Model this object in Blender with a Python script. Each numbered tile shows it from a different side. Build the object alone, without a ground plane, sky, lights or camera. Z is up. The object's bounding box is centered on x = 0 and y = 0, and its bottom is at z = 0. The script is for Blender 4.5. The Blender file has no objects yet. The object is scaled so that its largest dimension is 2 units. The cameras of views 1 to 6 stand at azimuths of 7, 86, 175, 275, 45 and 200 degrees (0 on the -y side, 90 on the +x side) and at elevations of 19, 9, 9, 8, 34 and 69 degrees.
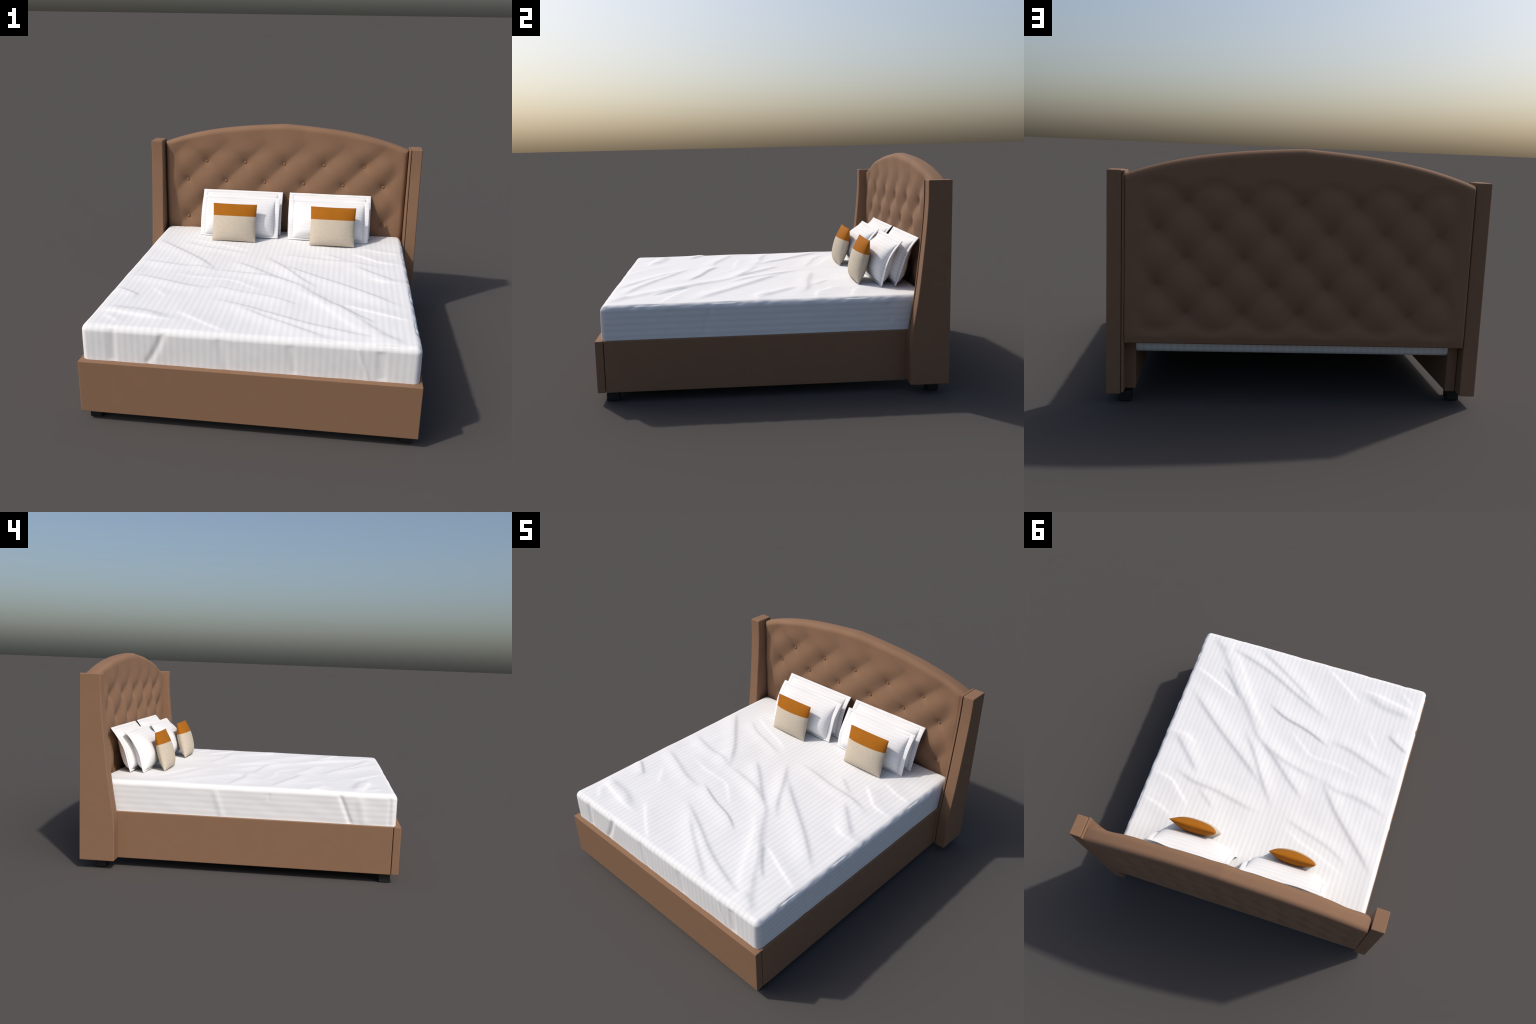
"""Upholstered winged bed with tufted headboard, mattress, pillows and throw cushions."""
import bpy, math
import numpy as np
from mathutils import Vector

# ------------------------------------------------------------------ helpers
def smooth_noise(x, y, seed, scale):
    """Cheap seeded sum-of-sines noise in about -1..1."""
    rng = np.random.RandomState(seed)
    out = np.zeros_like(x, dtype=float)
    for _ in range(9):
        a = rng.uniform(0, 2 * math.pi)
        f = scale * rng.uniform(0.6, 1.7)
        out += np.sin(f * (math.cos(a) * x + math.sin(a) * y) + rng.uniform(0, 6.28))
    return out / 4.0


def mesh_object(name, verts, faces, mat, parent=None, smooth=True, recalc=True):
    me = bpy.data.meshes.new(name)
    me.from_pydata([tuple(map(float, v)) for v in verts], [], faces)
    me.validate()
    if recalc:
        import bmesh
        bm = bmesh.new()
        bm.from_mesh(me)
        bmesh.ops.recalc_face_normals(bm, faces=bm.faces)
        bm.to_mesh(me)
        bm.free()
    me.materials.append(mat)
    for p in me.polygons:
        p.use_smooth = smooth
    ob = bpy.data.objects.new(name, me)
    bpy.context.collection.objects.link(ob)
    if parent is not None:
        ob.parent = parent
    return ob


def empty(name, loc=(0, 0, 0)):
    e = bpy.data.objects.new(name, None)
    e.empty_display_size = 0.1
    e.location = loc
    bpy.context.collection.objects.link(e)
    return e


def bevel(ob, width, segments=3):
    m = ob.modifiers.new("edge_round", 'BEVEL')
    m.width = width
    m.segments = segments
    m.limit_method = 'ANGLE'
    m.angle_limit = math.radians(35)
    m.harden_normals = True
    return ob


def box(name, lo, hi, mat, parent, r):
    (x0, y0, z0), (x1, y1, z1) = lo, hi
    v = [(x, y, z) for x in (x0, x1) for y in (y0, y1) for z in (z0, z1)]
    f = [(0, 1, 3, 2), (4, 6, 7, 5), (0, 4, 5, 1), (2, 3, 7, 6), (0, 2, 6, 4), (1, 5, 7, 3)]
    return bevel(mesh_object(name, v, f, mat, parent), r)


def catmull(pts, n):
    """Dense Catmull-Rom curve through hand-placed control points."""
    P = np.array([pts[0]] + list(pts) + [pts[-1]], float)
    out = []
    for i in range(1, len(P) - 2):
        p0, p1, p2, p3 = P[i - 1:i + 3]
        for t in np.linspace(0, 1, n, endpoint=False):
            out.append(0.5 * (2 * p1 + (p2 - p0) * t + (2 * p0 - 5 * p1 + 4 * p2 - p3) * t * t
                              + (3 * p1 - p0 - 3 * p2 + p3) * t ** 3))
    out.append(P[-2])
    return np.array(out)

# ---------------------------------------------------------------- materials
def node_mat(name, rough, spec=0.3, sheen=0.0):
    m = bpy.data.materials.new(name)
    m.use_nodes = True
    nt = m.node_tree
    b = nt.nodes["Principled BSDF"]
    b.inputs["Roughness"].default_value = rough
    b.inputs["Specular IOR Level"].default_value = spec
    b.inputs["Sheen Weight"].default_value = sheen
    return m, nt, b


def add(nt, kind, **props):
    n = nt.nodes.new(kind)
    for k, v in props.items():
        setattr(n, k, v)
    return n


def noise(nt, scale, detail=3.0, rough=0.5, stretch=(1, 1, 1)):
    tc = add(nt, "ShaderNodeTexCoord")
    mp = add(nt, "ShaderNodeMapping")
    mp.inputs["Scale"].default_value = stretch
    n = add(nt, "ShaderNodeTexNoise")
    n.inputs["Scale"].default_value = scale
    n.inputs["Detail"].default_value = detail
    n.inputs["Roughness"].default_value = rough
    nt.links.new(tc.outputs["Object"], mp.inputs["Vector"])
    nt.links.new(mp.outputs["Vector"], n.inputs["Vector"])
    return n


def ramp(nt, src, stops):
    r = add(nt, "ShaderNodeValToRGB")
    el = r.color_ramp.elements
    while len(el) < len(stops):
        el.new(0.5)
    for e, (p, c) in zip(el, stops):
        e.position = p
        e.color = (*c, 1)
    nt.links.new(src, r.inputs["Fac"])
    return r


def math_node(nt, op, a, b=None):
    n = add(nt, "ShaderNodeMath", operation=op)
    for i, s in enumerate((a, b)):
        if s is None:
            continue
        if isinstance(s, (int, float)):
            n.inputs[i].default_value = s
        else:
            nt.links.new(s, n.inputs[i])
    return n.outputs[0]


def bump(nt, bsdf, height, strength, dist):
    b = add(nt, "ShaderNodeBump")
    b.inputs["Strength"].default_value = strength
    b.inputs["Distance"].default_value = dist
    nt.links.new(height, b.inputs["Height"])
    nt.links.new(b.outputs["Normal"], bsdf.inputs["Normal"])


def scaled(c, k):
    return tuple(min(1, x * k) for x in c)


BROWN = (0.241, 0.136, 0.080)
ORANGE = (0.345, 0.119, 0.0095)
LINEN = (0.53, 0.46, 0.365)
WHITE = (0.805, 0.805, 0.812)


def brown_fabric():
    m, nt, b = node_mat("brown_upholstery", 0.85, 0.25)
    n = noise(nt, 9.0, 4)
    r = ramp(nt, n.outputs["Fac"], [(0.3, scaled(BROWN, 0.98)), (0.7, scaled(BROWN, 1.02))])
    nt.links.new(r.outputs["Color"], b.inputs["Base Color"])
    g = noise(nt, 700.0, 2)
    bump(nt, b, g.outputs["Fac"], 0.12, 0.0006)
    return m


def stripes(nt, coord, period):
    """Soft satin stripe, 0..1, along one coordinate."""
    s = math_node(nt, 'SINE', math_node(nt, 'MULTIPLY', coord, 2 * math.pi / period))
    s = math_node(nt, 'MULTIPLY', s, 0.75)
    s = math_node(nt, 'ADD', s, 0.5)
    n = add(nt, "ShaderNodeClamp")
    nt.links.new(s, n.inputs["Value"])
    return n.outputs[0]


def sheet_fabric():
    m, nt, b = node_mat("white_striped_sheet", 0.75, 0.25)
    tc = add(nt, "ShaderNodeTexCoord")
    sep = add(nt, "ShaderNodeSeparateXYZ")
    nt.links.new(tc.outputs["Object"], sep.inputs[0])
    sx = stripes(nt, sep.outputs["X"], 0.035)
    sz = stripes(nt, sep.outputs["Z"], 0.035)
    side = math_node(nt, 'GREATER_THAN', math_node(nt, 'ABSOLUTE', sep.outputs["X"]), 0.871)
    mix = add(nt, "ShaderNodeMix", data_type='FLOAT')
    nt.links.new(side, mix.inputs[0])
    nt.links.new(sx, mix.inputs[2])
    nt.links.new(sz, mix.inputs[3])
    big = noise(nt, 5.0, 3, 0.5, (1, 1, 1))
    fine = noise(nt, 28.0, 3, 0.55, (1, 0.6, 1))
    painted_sheen = math_node(nt, 'ADD', math_node(nt, 'MULTIPLY', big.outputs["Fac"], 0.35),  # satin highlights and soft grey shading mottled into the sheet's base colour
                       math_node(nt, 'MULTIPLY', fine.outputs["Fac"], 0.35))
    fac = math_node(nt, 'ADD', math_node(nt, 'MULTIPLY', mix.outputs[0], 0.50), math_node(nt, 'MULTIPLY', painted_sheen, 0.85))
    r = ramp(nt, fac, [(0.2, scaled(WHITE, 0.916)), (0.9, scaled(WHITE, 1.01))])
    nt.links.new(r.outputs["Color"], b.inputs["Base Color"])
    g = noise(nt, 600.0, 2)
    bump(nt, b, g.outputs["Fac"], 0.08, 0.0005)
    return m


def pillow_fabric():
    m, nt, b = node_mat("white_striped_pillowcase", 0.75, 0.25)
    tc = add(nt, "ShaderNodeTexCoord")
    sep = add(nt, "ShaderNodeSeparateXYZ")
    nt.links.new(tc.outputs["Object"], sep.inputs[0])
    n = noise(nt, 1.0, 3, 0.5, (3, 3, 60))
    s = stripes(nt, sep.outputs["Z"], 0.022)
    fac = math_node(nt, 'ADD', math_node(nt, 'MULTIPLY', s, 0.4),
                    math_node(nt, 'MULTIPLY', n.outputs["Fac"], 0.6))
    r = ramp(nt, fac, [(0.2, scaled(WHITE, 0.94)), (0.8, scaled(WHITE, 1.01))])
    nt.links.new(r.outputs["Color"], b.inputs["Base Color"])
    return m


def linen_fabric():
    m, nt, b = node_mat("beige_linen", 0.9, 0.2)
    n = noise(nt, 40.0, 4, 0.7, (1, 1, 9))
    n2 = noise(nt, 160.0, 2, 0.6, (3, 1, 1))
    fac = math_node(nt, 'ADD', math_node(nt, 'MULTIPLY', n.outputs["Fac"], 0.65),
                    math_node(nt, 'MULTIPLY', n2.outputs["Fac"], 0.35))
    r = ramp(nt, fac, [(0.35, scaled(LINEN, 0.84)), (0.65, scaled(LINEN, 1.12))])
    nt.links.new(r.outputs["Color"], b.inputs["Base Color"])
    bump(nt, b, n.outputs["Fac"], 0.25, 0.0008)
    return m


def orange_leather():
    m, nt, b = node_mat("orange_leather", 0.8, 0.08)
    n = noise(nt, 12.0, 3)
    r = ramp(nt, n.outputs["Fac"], [(0.3, scaled(ORANGE, 0.95)), (0.7, scaled(ORANGE, 1.05))])
    nt.links.new(r.outputs["Color"], b.inputs["Base Color"])
    return m


def black_plastic():
    m, nt, b = node_mat("black_leg_plastic", 0.55, 0.4)
    n = noise(nt, 30.0, 2)
    r = ramp(nt, n.outputs["Fac"], [(0.3, (0.010, 0.010, 0.010)), (0.7, (0.014, 0.014, 0.014))])
    nt.links.new(r.outputs["Color"], b.inputs["Base Color"])
    return m


M_BROWN, M_SHEET, M_CASE = brown_fabric(), sheet_fabric(), pillow_fabric()
M_LINEN, M_ORANGE, M_BLACK = linen_fabric(), orange_leather(), black_plastic()

# ---------------------------------------------------------------- bed frame
bed = empty("upholstered_bed")
bed["label"] = "brown upholstered bed frame with tufted arched wing headboard"
bed["category"] = "bed"

Z_FLOOR_GAP, Z_RAIL = 0.0575, 0.356
X_OUT, X_IN = 0.8940, 0.838

box("footboard", (-X_OUT, -1.0, Z_FLOOR_GAP), (X_OUT, -0.9545, Z_RAIL), M_BROWN, bed, 0.005)
for s in (-1, 1):
    x0, x1 = sorted((s * X_OUT, s * X_IN))
    box("side_rail", (x0, -0.9515, Z_FLOOR_GAP), (x1, 0.898, Z_RAIL), M_BROWN, bed, 0.005)

for (cx, cy) in ((-0.829, -0.920), (0.835, -0.920)):
    box("leg", (cx - 0.032, cy - 0.035, 0.0), (cx + 0.032, cy + 0.035, Z_FLOOR_GAP - 0.001), M_BLACK, bed, 0.004)
for (cx, cy) in ((-0.891, 0.848), (0.890, 0.902)):
    box("leg", (cx - 0.034, cy - 0.033, 0.0), (cx + 0.034, cy + 0.033, Z_FLOOR_GAP - 0.004), M_BLACK, bed, 0.006)

# --- wings: side silhouette (y, z) of the front edge, extruded across x
WING_FRONT = [(0.760, 0.050), (0.760, 0.200), (0.761, 0.290), (0.770, 0.375), (0.787, 0.480),
              (0.804, 0.600), (0.819, 0.740), (0.832, 0.870), (0.842, 0.990), (0.848, 1.100), (0.848, 1.206)]


def wing(name, x0, x1, front_shift, y_back, z_lo, z_hi, parent, r):
    prof = [p for p in catmull(WING_FRONT, 5) if z_lo <= p[1] <= z_hi]
    prof = [(y + front_shift, z) for y, z in prof]
    prof[0] = (prof[0][0], z_lo)
    prof[-1] = (prof[-1][0], z_hi)
    loop = prof + [(y_back, z_hi), (y_back, z_lo)]
    n = len(loop)
    v = [(x0, y, z) for y, z in loop] + [(x1, y, z) for y, z in loop]
    f = [tuple(range(n)), tuple(range(2 * n - 1, n - 1, -1))]
    f += [(i, (i + 1) % n, n + (i + 1) % n, n + i) for i in range(n)]
    return bevel(mesh_object(name, v, f, M_BROWN, parent), r)


wing_right = wing("wing", 0.9055, 0.980, 0.0, 0.980, 0.0545, 1.206, bed, 0.006)
wing_left = wing("wing", -0.980, -0.8965, -0.012, 0.968, 0.0545, 1.206, bed, 0.006)
wing("wing_trim", 0.8905, 0.9035, -0.004, 0.984, 0.064, 1.204, wing_right, 0.004)

# --- headboard: arched panel, diamond tufting on both faces
ARCH = [(0.0, 1.343), (0.15, 1.332), (0.30, 1.319), (0.45, 1.301), (0.60, 1.274), (0.75, 1.234), (0.892, 1.188)]
ARCH_FIT = np.polyfit([a for a, _ in ARCH], [z for _, z in ARCH], 3)
HB_X, HB_Z0 = 0.888, 0.328
HB_FRONT, HB_BACK = 0.8825, 0.9965
R_FRONT, R_BACK = 0.034, 0.016
PX, PZ, Z_TOPROW = 0.2905, 0.2866, 1.055       # tuft lattice pitches and first button row


def arch_z(x):
    return np.polyval(ARCH_FIT, np.abs(x))


def smoothstep(t):
    t = np.clip(t, 0, 1)
    return t * t * (3 - 2 * t)


def tuft(x, z, power=1.4, pull=0.54, spread=0.026):
    """About 0 at a button, 1 at the crown of a diamond; the diamonds fade out past the outer buttons."""
    zz = np.minimum(z, Z_TOPROW + PZ / 2) - Z_TOPROW
    p, q = x / PX + zz / PZ, x / PX - zz / PZ
    sp, sq = np.abs(np.sin(math.pi * p)), np.abs(np.sin(math.pi * q))
    wave = 0.16 + 0.84 * 0.5 * (sp ** power + sq ** power)
    # sharp pinch where a button pulls the cloth in
    r = np.hypot(sp, sq) * PX / math.pi / 1.41
    pinch = np.exp(-(r / spread)) * smoothstep((Z_TOPROW + 0.11 - z) / 0.06) * smoothstep((0.83 - np.abs(x)) / 0.06)
    fade = 0.85 * smoothstep((z - Z_TOPROW - 0.02) / 0.18)
    fade = np.maximum(fade, 0.85 * smoothstep((np.abs(x) - 0.75) / 0.12))
    return wave * (1 - fade) + 0.84 * fade + 0.06 - pull * pinch


def edge_round(d, r):
    t = np.clip(d / r, 0, 1)
    return r * (1 - np.sqrt(np.clip(1 - (1 - t) ** 2, 0, 1)))


def dense_axis(lo, hi, n, r, m):
    inner = np.linspace(lo + r, hi - r, n)
    a = 1 - np.cos(np.linspace(0, math.pi / 2, m, endpoint=False))
    return np.concatenate([lo + r * a, inner, (hi - r * a)[::-1]])


def headboard():
    xs = dense_axis(-HB_X, HB_X, 230, R_FRONT, 8)
    ts = dense_axis(0, 1, 130, R_FRONT / 0.95, 8)
    X, T = np.meshgrid(xs, ts, indexing='ij')
    top = arch_z(X)
    Z = HB_Z0 + T * (top - HB_Z0)
    d_side, d_top, d_bot = HB_X - np.abs(X), top - Z, Z - HB_Z0
    n = smooth_noise(X, Z, 5, 9.0)
    border = np.clip(d_bot / 0.03, 0, 1)
    h = tuft(X, Z)
    yf = HB_FRONT + (1 - h) * 0.034 * border + 0.0020 * n * border
    yf += np.maximum(np.maximum(edge_round(d_side, R_FRONT), edge_round(d_top, R_FRONT)), edge_round(d_bot, 0.012))
    # back face: nearly flat cloth with a soft pucker behind every button
    zz = Z - Z_TOPROW
    sp = np.abs(np.sin(math.pi * (X / PX + zz / PZ)))
    sq = np.abs(np.sin(math.pi * (X / PX - zz / PZ)))
    rr = np.hypot(sp, sq) * PX / math.pi / 1.41
    live = (1 - smoothstep((Z - Z_TOPROW - 0.05) / 0.09)) * smoothstep((Z - 0.36) / 0.07) * smoothstep((0.85 - np.abs(X)) / 0.08)
    sink = 0.024 * (1 - 0.5 * (sp ** 1.5 + sq ** 1.5)) + 0.019 * np.exp(-(rr / 0.034) ** 1.4)
    yb = HB_BACK - 0.0005 - 0.004 * (1 - live) - sink * live - 0.006 * (1 - smoothstep(d_bot / 0.05)) - 0.0012 * smooth_noise(X, Z, 8, 8.0)
    yb -= np.maximum(np.maximum(edge_round(d_side, R_BACK * 0.6), edge_round(d_top, 0.034)), edge_round(d_bot, 0.008))
    yb = np.minimum(yb, 1.0)
    nx, nt_ = X.shape
    idx = np.arange(nx * nt_).reshape(nx, nt_)
    X = X + 0.0015
    vf = np.stack([X, yf, Z], -1).reshape(-1, 3)
    vb = np.stack([X, yb, Z], -1).reshape(-1, 3)
    a, b, c, d = idx[:-1, :-1].ravel(), idx[1:, :-1].ravel(), idx[1:, 1:].ravel(), idx[:-1, 1:].ravel()
    N = nx * nt_
    faces = list(zip(a.tolist(), b.tolist(), c.tolist(), d.tolist()))
    faces += list(zip((d + N).tolist(), (c + N).tolist(), (b + N).tolist(), (a + N).tolist()))
    ring = idx[:, 0].tolist() + idx[-1, 1:].tolist() + idx[::-1, -1][1:].tolist() + idx[0, ::-1][1:-1].tolist()
    m = len(ring)
    faces += [(ring[(i + 1) % m], ring[i], ring[i] + N, ring[(i + 1) % m] + N) for i in range(m)]
    return mesh_object("headboard", np.concatenate([vf, vb]), faces, M_BROWN, bed)


hb = headboard()


def button_mesh():
    r, seg, rings = 0.0110, 16, 8
    v, f = [], []
    for i in range(rings + 1):
        a = math.pi * i / rings
        for j in range(seg):
            b = 2 * math.pi * j / seg
            v.append((r * math.sin(a) * math.cos(b), -0.75 * r * math.cos(a), r * math.sin(a) * math.sin(b)))
    for i in range(rings):
        for j in range(seg):
            k = (j + 1) % seg
            f.append((i * seg + j, i * seg + k, (i + 1) * seg + k, (i + 1) * seg + j))
    return v, f


first = None
for row in range(4):
    z = Z_TOPROW - row * PZ / 2
    xs = [PX * i for i in range(-2, 3)] if row % 2 == 0 else [PX * (i + 0.5) for i in range(-3, 3)]
    for x in xs:
        h = float(tuft(np.array([x]), np.array([z]))[0])
        y = HB_FRONT + (1 - h) * 0.034 - 0.0065
        if first is None:
            v, f = button_mesh()
            first = mesh_object("button", v, f, M_BROWN, hb)
            ob = first
        else:
            ob = first.copy()
            bpy.context.collection.objects.link(ob)
        ob.location = (x, y, z)

# ----------------------------------------------------------------- mattress
MAT_LO, MAT_HI, MAT_R = np.array([-0.8798, -0.968, 0.252]), np.array([0.8798, 0.893, 0.5550]), 0.038

# creases in the sheet: (height m, steep-side width, gentle-side width, control points)
# "shade": the steep side falls towards +x+y;  "light": the steep side faces -x-y
SHADE_FOLDS = [
    (5.5, 22, 70, [(0.79, -0.93), (0.64, -0.76), (0.49, -0.56), (0.36, -0.41), (0.21, -0.22)]),
    (6, 20, 70, [(0.33, -0.38), (0.21, -0.22), (0.0, -0.11), (-0.20, -0.06), (-0.38, -0.03)]),
    (7, 18, 70, [(-0.30, -0.08), (-0.47, 0.14), (-0.64, 0.31), (-0.80, 0.47), (-0.87, 0.56)]),
    (6, 17, 60, [(0.34, -0.26), (0.22, -0.12), (0.08, 0.09), (-0.06, 0.28)]),
    (6, 17, 60, [(0.20, -0.21), (0.05, -0.10), (-0.10, 0.03), (-0.27, 0.16)]),
    (7, 19, 70, [(0.86, -0.49), (0.60, -0.27), (0.40, -0.12), (0.18, 0.04), (0.02, 0.18)]),
    (6, 18, 60, [(0.46, -0.95), (0.22, -0.81), (0.04, -0.70), (-0.14, -0.58)]),
    (6, 16, 50, [(0.74, -0.90), (0.46, -0.82), (0.25, -0.74), (0.03, -0.63), (-0.30, -0.48)]),
    (7, 9, 60, [(0.25, -0.53), (0.09, -0.44), (-0.09, -0.39), (-0.22, -0.34), (-0.33, -0.29)]),
    (6, 17, 60, [(0.75, 0.17), (0.56, 0.24), (0.37, 0.26), (0.18, 0.30), (-0.02, 0.33)]),
    (6, 20, 60, [(0.82, -0.09), (0.66, 0.06), (0.52, 0.20)]),
    (6, 20, 60, [(-0.30, -0.06), (-0.44, 0.0), (-0.58, 0.01), (-0.74, 0.05), (-0.86, 0.10)]),
    (6, 19, 60, [(-0.26, -0.35), (-0.44, -0.33), (-0.61, -0.27), (-0.75, -0.22), (-0.86, -0.20)]),
    (5, 12, 40, [(0.67, -0.71), (0.55, -0.60), (0.43, -0.46)]),
    (6, 24, 50, [(-0.45, -0.79), (-0.60, -0.73), (-0.72, -0.715), (-0.86, -0.70)]),
    (6, 12, 50, [(-0.68, -0.53), (-0.79, -0.46), (-0.87, -0.42)]),
    (4, 14, 50, [(-0.12, 0.29), (-0.33, 0.36), (-0.52, 0.42), (-0.70, 0.52)]),
    (3, 14, 40, [(0.50, 0.28), (0.33, 0.40)]),
    (5, 26, 60, [(0.80, -0.92), (0.72, -0.86), (0.62, -0.83)]),
]
LIGHT_FOLDS = [
    (6, 10, 60, [(0.87, -0.65), (0.69, -0.58), (0.54, -0.51), (0.43, -0.47)]),
    (5, 12, 60, [(-0.08, -0.95), (-0.25, -0.84), (-0.46, -0.69)]),
    (7, 12, 40, [(-0.37, -0.825), (-0.51, -0.82), (-0.67, -0.79), (-0.85, -0.755)]),
    (6, 11, 60, [(0.87, 0.25), (0.71, 0.27), (0.61, 0.35), (0.50, 0.44)]),
    (5, 12, 60, [(0.87, 0.45), (0.72, 0.48), (0.58, 0.54)]),
    (4, 12, 50, [(0.04, -0.38), (-0.09, -0.28), (-0.21, -0.20), (-0.41, -0.19), (-0.65, -0.13)]),
    (4, 11, 50, [(-0.15, 0.35), (-0.30, 0.43), (-0.44, 0.48), (-0.70, 0.59)]),
    (4.5, 22, 60, [(0.67, -0.89), (0.55, -0.79), (0.42, -0.60), (0.28, -0.40), (0.12, -0.27)]),
    (5, 13, 50, [(0.87, -0.08), (0.74, -0.09), (0.62, -0.03)]),
    (3, 11, 40, [(-0.53, -0.53), (-0.67, -0.37)]),
    (4, 12, 40, [(-0.69, -0.90), (-0.81, -0.81)]),
]
# creases on the vertical sides, in (along, z); sign = +1 raised rib, -1 pressed groove
FRONT_FOLDS = [(-5, 22, [(-0.705, 0.56), (-0.712, 0.34)]), (-6, 18, [(-0.43, 0.55), (-0.47, 0.45), (-0.535, 0.34)]),
               (-3, 24, [(-0.15, 0.54), (-0.10, 0.33)]), (3, 10, [(0.555, 0.55), (0.585, 0.46), (0.63, 0.34)]),
               (-4, 22, [(0.675, 0.53), (0.69, 0.35)]), (-3, 20, [(0.22, 0.53), (0.25, 0.35)])]
LEFT_FOLDS = [(-7, 13, [(-0.615, 0.545), (-0.657, 0.446), (-0.70, 0.34)]), (4, 20, [(0.15, 0.53), (0.09, 0.34)]),
              (-4, 13, [(-0.925, 0.545), (-0.927, 0.34)]), (-2, 10, [(-0.19, 0.52), (-0.19, 0.47)]),
              (4, 25, [(-0.74, 0.53), (-0.78, 0.34)])]
RIGHT_FOLDS = [(-4, 18, [(-0.345, 0.545), (-0.405, 0.34)]), (-3, 24, [(-0.585, 0.53), (-0.592, 0.34)]),
               (-4, 14, [(0.64, 0.52), (0.675, 0.40)])]
# short narrow grooves along the top edges: (face, along0, along1)
EDGE_GROOVES = [("front", 0.27, 0.51), ("front", 0.64, 0.85), ("front", -0.84, -0.69), ("front", -0.51, -0.41),
             ("left", 0.42, 0.57), ("left", -0.62, -0.43), ("right", -0.80, -0.62), ("right", 0.40, 0.55),
             ("right", -0.35, -0.20)]


def polyline_distance(px, py, pts):
    """Signed distance, and 0..1 position along, from points to a polyline."""
    c = catmull(pts, 4)
    seg = np.diff(c, axis=0)
    ln = np.hypot(seg[:, 0], seg[:, 1])
    cum = np.concatenate([[0], np.cumsum(ln)])
    best = np.full(px.shape, 9.0)
    sign = np.ones(px.shape)
    pos = np.zeros(px.shape)
    for i in range(len(seg)):
        dx, dy = px - c[i, 0], py - c[i, 1]
        t = np.clip((dx * seg[i, 0] + dy * seg[i, 1]) / ln[i] ** 2, 0, 1)
        ex, ey = dx - t * seg[i, 0], dy - t * seg[i, 1]
        d = np.hypot(ex, ey)
        w = d < best
        best = np.where(w, d, best)
        sign = np.where(w, np.sign(seg[i, 0] * dy - seg[i, 1] * dx), sign)
        pos = np.where(w, (cum[i] + t * ln[i]) / cum[-1], pos)
    return best, sign, pos


def taper(pos, a=0.22):
    e = np.clip(np.minimum(pos, 1 - pos) / a, 0, 1)
    return e * e * (3 - 2 * e)


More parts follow.
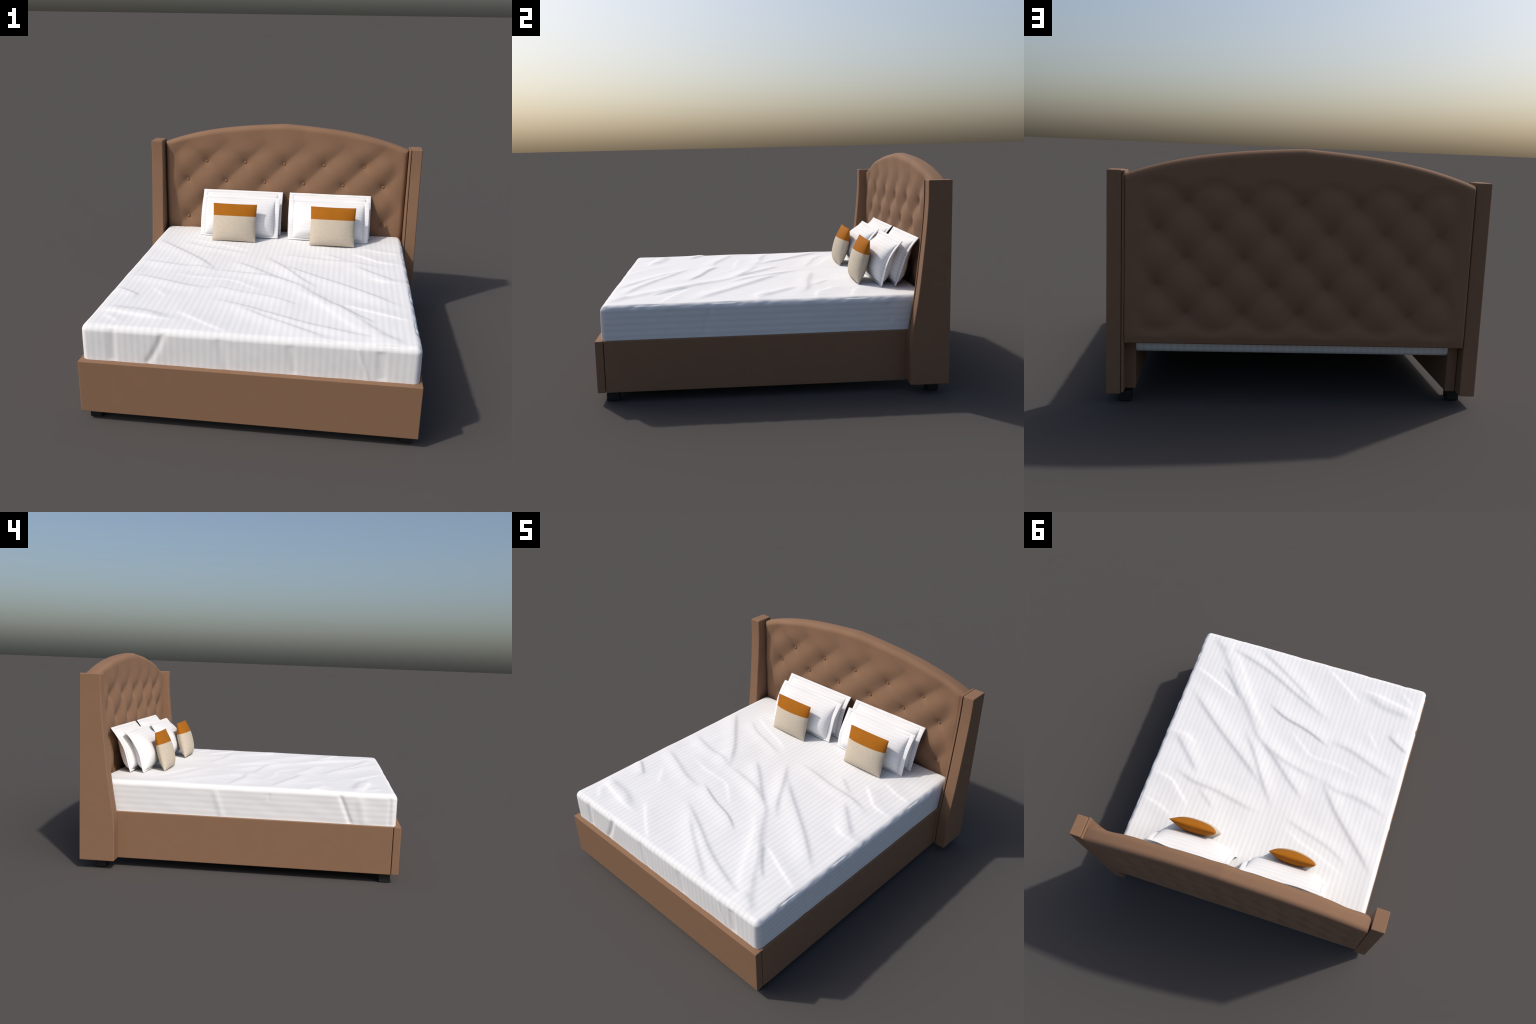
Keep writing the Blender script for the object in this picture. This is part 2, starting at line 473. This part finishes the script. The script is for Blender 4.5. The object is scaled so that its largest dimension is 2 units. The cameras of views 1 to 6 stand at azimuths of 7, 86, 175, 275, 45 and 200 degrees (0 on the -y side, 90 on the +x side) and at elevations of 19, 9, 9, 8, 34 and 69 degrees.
def mattress():
    lo, hi, r = MAT_LO, MAT_HI, MAT_R
    ctr, half = (lo + hi) / 2, (hi - lo) / 2
    ax = [dense_axis(-half[0], half[0], 250, r, 18), dense_axis(-half[1], half[1], 270, r, 18),
          dense_axis(-half[2], half[2], 34, r, 18)]
    verts, faces, base = [], [], 0
    for fixed, sgn in ((0, -1), (0, 1), (1, -1), (1, 1), (2, -1), (2, 1)):
        i, j = [k for k in range(3) if k != fixed]
        A, B = np.meshgrid(ax[i], ax[j], indexing='ij')
        Q = np.zeros(A.shape + (3,))
        Q[..., i], Q[..., j], Q[..., fixed] = A, B, sgn * half[fixed]
        inner = np.clip(Q, -(half - r), half - r)
        d = Q - inner
        nrm = d / np.maximum(np.linalg.norm(d, axis=-1, keepdims=True), 1e-9)
        P = inner + nrm * r + ctr
        x, y, z = P[..., 0], P[..., 1], P[..., 2]
        up = np.clip(nrm[..., 2], 0, 1)
        disp = 0.0012 * smooth_noise(x * 1.0 + z, y - z, 3, 16.0) * (z > 0.3)
        disp = disp + 0.0006 * smooth_noise(x + 0.7 * z, 0.6 * y - 0.8 * z, 4, 44.0) * (z > 0.3)
        if sgn > 0 and fixed == 2 or fixed != 2:
            top_w = up ** 1.5
            near = z > 0.50
            tot = np.zeros_like(x)
            for folds, light in ((SHADE_FOLDS, False), (LIGHT_FOLDS, True)):
                for amp, ws, wl, pts in folds:
                    dist, side, pos = polyline_distance(x, y, pts)
                    # decide which side faces away from the sun (towards +x +y)
                    t0, t1 = np.array(pts[0]), np.array(pts[-1])
                    tang = t1 - t0
                    away = 1.0 if (-tang[1] * 0.81 + tang[0] * 0.59) > 0 else -1.0
                    s = dist * side * away
                    if light:
                        s = -s
                    steep, gentle = ws * 1.18 / 1000.0, wl / 1000.0
                    # crest is set back so that the steep slope is centred on the drawn line
                    s = s + steep * 0.7
                    g = np.where(s > 0, np.exp(-(s / steep) ** 2), np.exp(-(s / gentle) ** 2))
                    tot += amp * (0.85 if light else 1.38) / 1000.0 * g * taper(pos, 0.27)
            disp = disp + np.where(near, (tot - 0.0022) * top_w, 0)
            for folds, axis, w in ((FRONT_FOLDS, x, np.clip(-nrm[..., 1], 0, 1)), (LEFT_FOLDS, y, np.clip(-nrm[..., 0], 0, 1)),
                                   (RIGHT_FOLDS, y, np.clip(nrm[..., 0], 0, 1))):
                for amp, wd, pts in folds:
                    dist, side, pos = polyline_distance(axis, z, pts)
                    disp = disp + w * amp / 1000.0 * np.exp(-(dist / (wd / 1000.0)) ** 2) * taper(pos, 0.15)
            for face, a0, a1 in EDGE_GROOVES:
                axis = x if face == "front" else y
                comp = {"front": -nrm[..., 1], "left": -nrm[..., 0], "right": nrm[..., 0]}[face]
                pos = np.clip((axis - a0) / (a1 - a0), 0, 1)
                ang = np.arctan2(np.clip(comp, 0, 1), np.maximum(nrm[..., 2], 1e-6))
                disp = disp - (0.0025 if face == 'right' else 0.0045) * np.exp(-((ang - 0.60) / 0.13) ** 2) * taper(pos, 0.3) * (comp > 0)
        # the rolled hem undulates, most along the right-hand edge
        roll = np.exp(-((nrm[..., 2] - 0.62) / 0.30) ** 2) * (z > 0.4)
        ripple = np.sin(y * 41 + 1.3 * np.sin(y * 17)) + 0.7 * np.sin(y * 67 + 2 * np.sin(y * 9 + 1))
        disp = disp + 0.0022 * roll * ripple * np.clip(nrm[..., 0], 0, 1)
        P = P + nrm * disp[..., None]
        nA, nB = A.shape
        idx = base + np.arange(nA * nB).reshape(nA, nB)
        verts.append(P.reshape(-1, 3))
        a, b, c, dd = idx[:-1, :-1].ravel(), idx[1:, :-1].ravel(), idx[1:, 1:].ravel(), idx[:-1, 1:].ravel()
        faces += list(zip(a.tolist(), b.tolist(), c.tolist(), dd.tolist()))
        base += nA * nB
    ob = mesh_object("mattress", np.concatenate(verts), faces, M_SHEET, recalc=False)
    import bmesh
    bm = bmesh.new()
    bm.from_mesh(ob.data)
    bmesh.ops.remove_doubles(bm, verts=bm.verts, dist=0.0002)
    bmesh.ops.recalc_face_normals(bm, faces=bm.faces)
    bm.to_mesh(ob.data)
    bm.free()
    for p in ob.data.polygons:
        p.use_smooth = True
    ob["label"] = "thick mattress in a creased white striped sheet"
    ob["category"] = "mattress"
    return ob


mattress()

# ------------------------------------------------------------------ pillows
def shell(name, us, vs, front, back, mat, parent, place):
    """Closed cushion surface from a front and a back height over a (u, v) grid; place(u, v, y) -> xyz."""
    U, V = np.meshgrid(us, vs, indexing='ij')
    yf, yb = front(U, V), back(U, V)
    n = U.size
    idx = np.arange(n).reshape(U.shape)
    P = np.concatenate([place(U, V, yf).reshape(-1, 3), place(U, V, yb).reshape(-1, 3)])
    a, b, c, d = idx[:-1, :-1].ravel(), idx[1:, :-1].ravel(), idx[1:, 1:].ravel(), idx[:-1, 1:].ravel()
    faces = list(zip(a.tolist(), b.tolist(), c.tolist(), d.tolist()))
    faces += list(zip((d + n).tolist(), (c + n).tolist(), (b + n).tolist(), (a + n).tolist()))
    ring = idx[:, 0].tolist() + idx[-1, 1:].tolist() + idx[::-1, -1][1:].tolist() + idx[0, ::-1][1:-1].tolist()
    m = len(ring)
    faces += [(ring[(i + 1) % m], ring[i], ring[i] + n, ring[(i + 1) % m] + n) for i in range(m)]
    return P, faces


def cos_axis(n):
    return np.sin(np.linspace(-math.pi / 2, math.pi / 2, n))


def pillow(cx, y0, z0, y1, z1, width, seed):
    height = math.hypot(y1 - y0, z1 - z0)
    tilt = math.atan2(y1 - y0, z1 - z0)
    root = empty("pillow", (cx, y0, z0))
    root.rotation_euler = (-tilt, 0, 0)
    root["label"] = "white pillow with flat flanged border"
    root["category"] = "pillow"
    fl = 0.035
    hw, hh = width / 2, height / 2

    def sag(u, v):                      # the case bends forward between its lower and upper edge
        t = np.clip((v + 1) / 2, 0, 1)
        return -0.022 * np.sin(math.pi * t ** 1.25)

    # flange: thin slab ring around the filled body
    ub, vb = (hw - fl) / hw, (hh - fl) / hh
    low, high = 0.013, 0.022            # the flange shows less below and above the filling
    lip = np.array([0.0, 0.0025, 0.0045, 0.014, 0.024, fl - 0.003, fl - 0.001, fl])
    us = np.concatenate([-ub - lip[::-1] / hw, np.linspace(-ub, ub, 60)[1:-1], ub + lip / hw])
    zs = np.concatenate([low - np.array([0.012, 0.0105, 0.008, 0.0045, 0.0025, 0]), np.linspace(low, height - high, 40)[1:-1],
                         height - high + np.array([0, 0.0025, 0.0045, 0.010, 0.019, 0.021, 0.022])])
    zs[0] = 0.0
    vs = zs / hh - 1

    def wave(u, v):
        edge = np.clip((np.maximum(np.abs(u) - ub, 0) * hw + np.maximum(np.abs(v) - vb, 0) * hh) / fl, 0, 1.5)
        return 0.004 * edge * smooth_noise(u * hw, v * hh, seed, 28.0)

    def place(u, v, y):
        return np.stack([u * hw, y, (v + 1) * hh], -1)

    def thick(u, v):
        e = np.clip(np.minimum((1 - np.abs(u)) * hw, (1 - np.abs(v)) * hh) / 0.004, 0, 1)
        seam = np.maximum((np.abs(u) - ub) * hw, np.maximum(low - (v + 1) * hh, (v + 1) * hh - height + high))     # pressed stitch line around the filling
        return (0.0012 + 0.0022 * np.sqrt(e)) * np.where((seam > -0.02) & (seam < 0.0035), 0.35, 1.0)

    P, F = shell("flange", us, vs, lambda u, v: sag(u, v) + wave(u, v) - thick(u, v),
                 lambda u, v: sag(u, v) + wave(u, v) + thick(u, v), M_CASE, root, place)
    mesh_object("flange", P, F, M_CASE, root)

    # filled body: bulges to the front and to the back, heaviest low down
    us, vs = cos_axis(72), cos_axis(48)

    def loft(u, v):
        w = v + 0.30 * (1 - v * v)
        w = np.clip(w, -1, 1)
        lump = (np.clip(1 - np.abs(u) ** 4.0, 0, 1) ** 0.46) * (np.clip(1 - np.abs(w) ** 2.3, 0, 1) ** 0.62)
        return lump * (1 + 0.035 * smooth_noise(u, v, seed + 7, 3.5)) + 0.025 * np.clip(lump * 3, 0, 1) * smooth_noise(
            u, v * 2.2, seed + 3, 6.0)

    def place_b(u, v, y):
        return np.stack([u * (hw - fl), y, low + (v + 1) / 2 * (height - low - high)], -1)

    def sag_b(u, v):
        return sag(u, (low + (v + 1) / 2 * (height - low - high)) / hh - 1)

    P, F = shell("filling", us, vs, lambda u, v: sag_b(u, v) - 0.002 - 0.068 * loft(u, v),
                 lambda u, v: sag_b(u, v) + 0.002 + 0.068 * loft(u, v), M_CASE, root, place_b)
    mesh_object("filling", P, F, M_CASE, root)
    return root


pillow(-0.299, 0.757, 0.5575, 0.888, 0.848, 0.594, 11)
pillow(0.346, 0.759, 0.5575, 0.890, 0.848, 0.596, 23)
pillow(-0.298, 0.665, 0.5570, 0.797, 0.826, 0.570, 31)
pillow(0.346, 0.667, 0.5570, 0.797, 0.826, 0.572, 47)

# ----------------------------------------------------------------- cushions
def cushion(cx, y0, z0, y1, z1, width, seed, ridge):
    height = math.hypot(y1 - y0, z1 - z0)
    tilt = math.atan2(y1 - y0, z1 - z0)
    root = empty("throw_cushion", (cx, y0, z0))
    root.rotation_euler = (-tilt, 0, 0)
    root["label"] = "square beige linen cushion with orange top band"
    root["category"] = "cushion"
    hw, hh = width / 2, height / 2
    seam = -1 + 2 * 0.675
    a = np.linspace(-math.pi / 2, math.asin(seam), 34)
    b = np.linspace(math.asin(seam), math.pi / 2, 16)
    vs = np.sin(np.concatenate([a, b[1:]]))
    us = cos_axis(56)

    def loft(u, v):
        w = np.clip(v + 0.16 * (1 - v * v), -1, 1)
        q = (np.clip(1 - np.abs(u) ** ridge, 0, 1) ** 0.60) * (np.clip(1 - np.abs(w) ** 2.4, 0, 1) ** 0.60)
        return q * (1 + 0.04 * smooth_noise(u, v, seed, 3.0))

    def place(u, v, y):
        pinch = 1 - 0.030 * (1 - v * v) * np.abs(u) ** 3
        pinch_v = 1 - 0.020 * (1 - u * u) * np.abs(v) ** 3
        return np.stack([u * hw * pinch, y, hh + v * hh * pinch_v], -1)

    P, F = shell("c", us, vs, lambda u, v: -0.002 - 0.048 * loft(u, v), lambda u, v: 0.002 + 0.050 * loft(u, v),
                 None, None, place)
    full = mesh_object("whole", P, F, M_LINEN)
    me = full.data
    nrm = np.zeros(len(me.vertices) * 3)
    me.vertices.foreach_get("normal", nrm)
    nrm = nrm.reshape(-1, 3)
    vv = np.tile(np.tile(vs, len(us)), 2)
    parts = {"linen_panel": (M_LINEN, []), "orange_band": (M_ORANGE, [])}
    for p in me.polygons:
        vid = list(p.vertices)
        parts["orange_band" if vv[vid].mean() > seam else "linen_panel"][1].append(vid)
    for name, (mat, fs) in parts.items():
        used = sorted({i for f in fs for i in f})
        remap = {o: k for k, o in enumerate(used)}
        ob = mesh_object(name, P[used], [tuple(remap[i] for i in f) for f in fs], mat, root, recalc=False)
        ob.data.normals_split_custom_set_from_vertices([tuple(nrm[i]) for i in used])
    bpy.data.objects.remove(full)
    bpy.data.meshes.remove(me)


cushion(-0.3175, 0.552, 0.5570, 0.6225, 0.8150, 0.314, 3, 1.9)
cushion(0.3795, 0.549, 0.5600, 0.6190, 0.8240, 0.316, 9, 2.3)
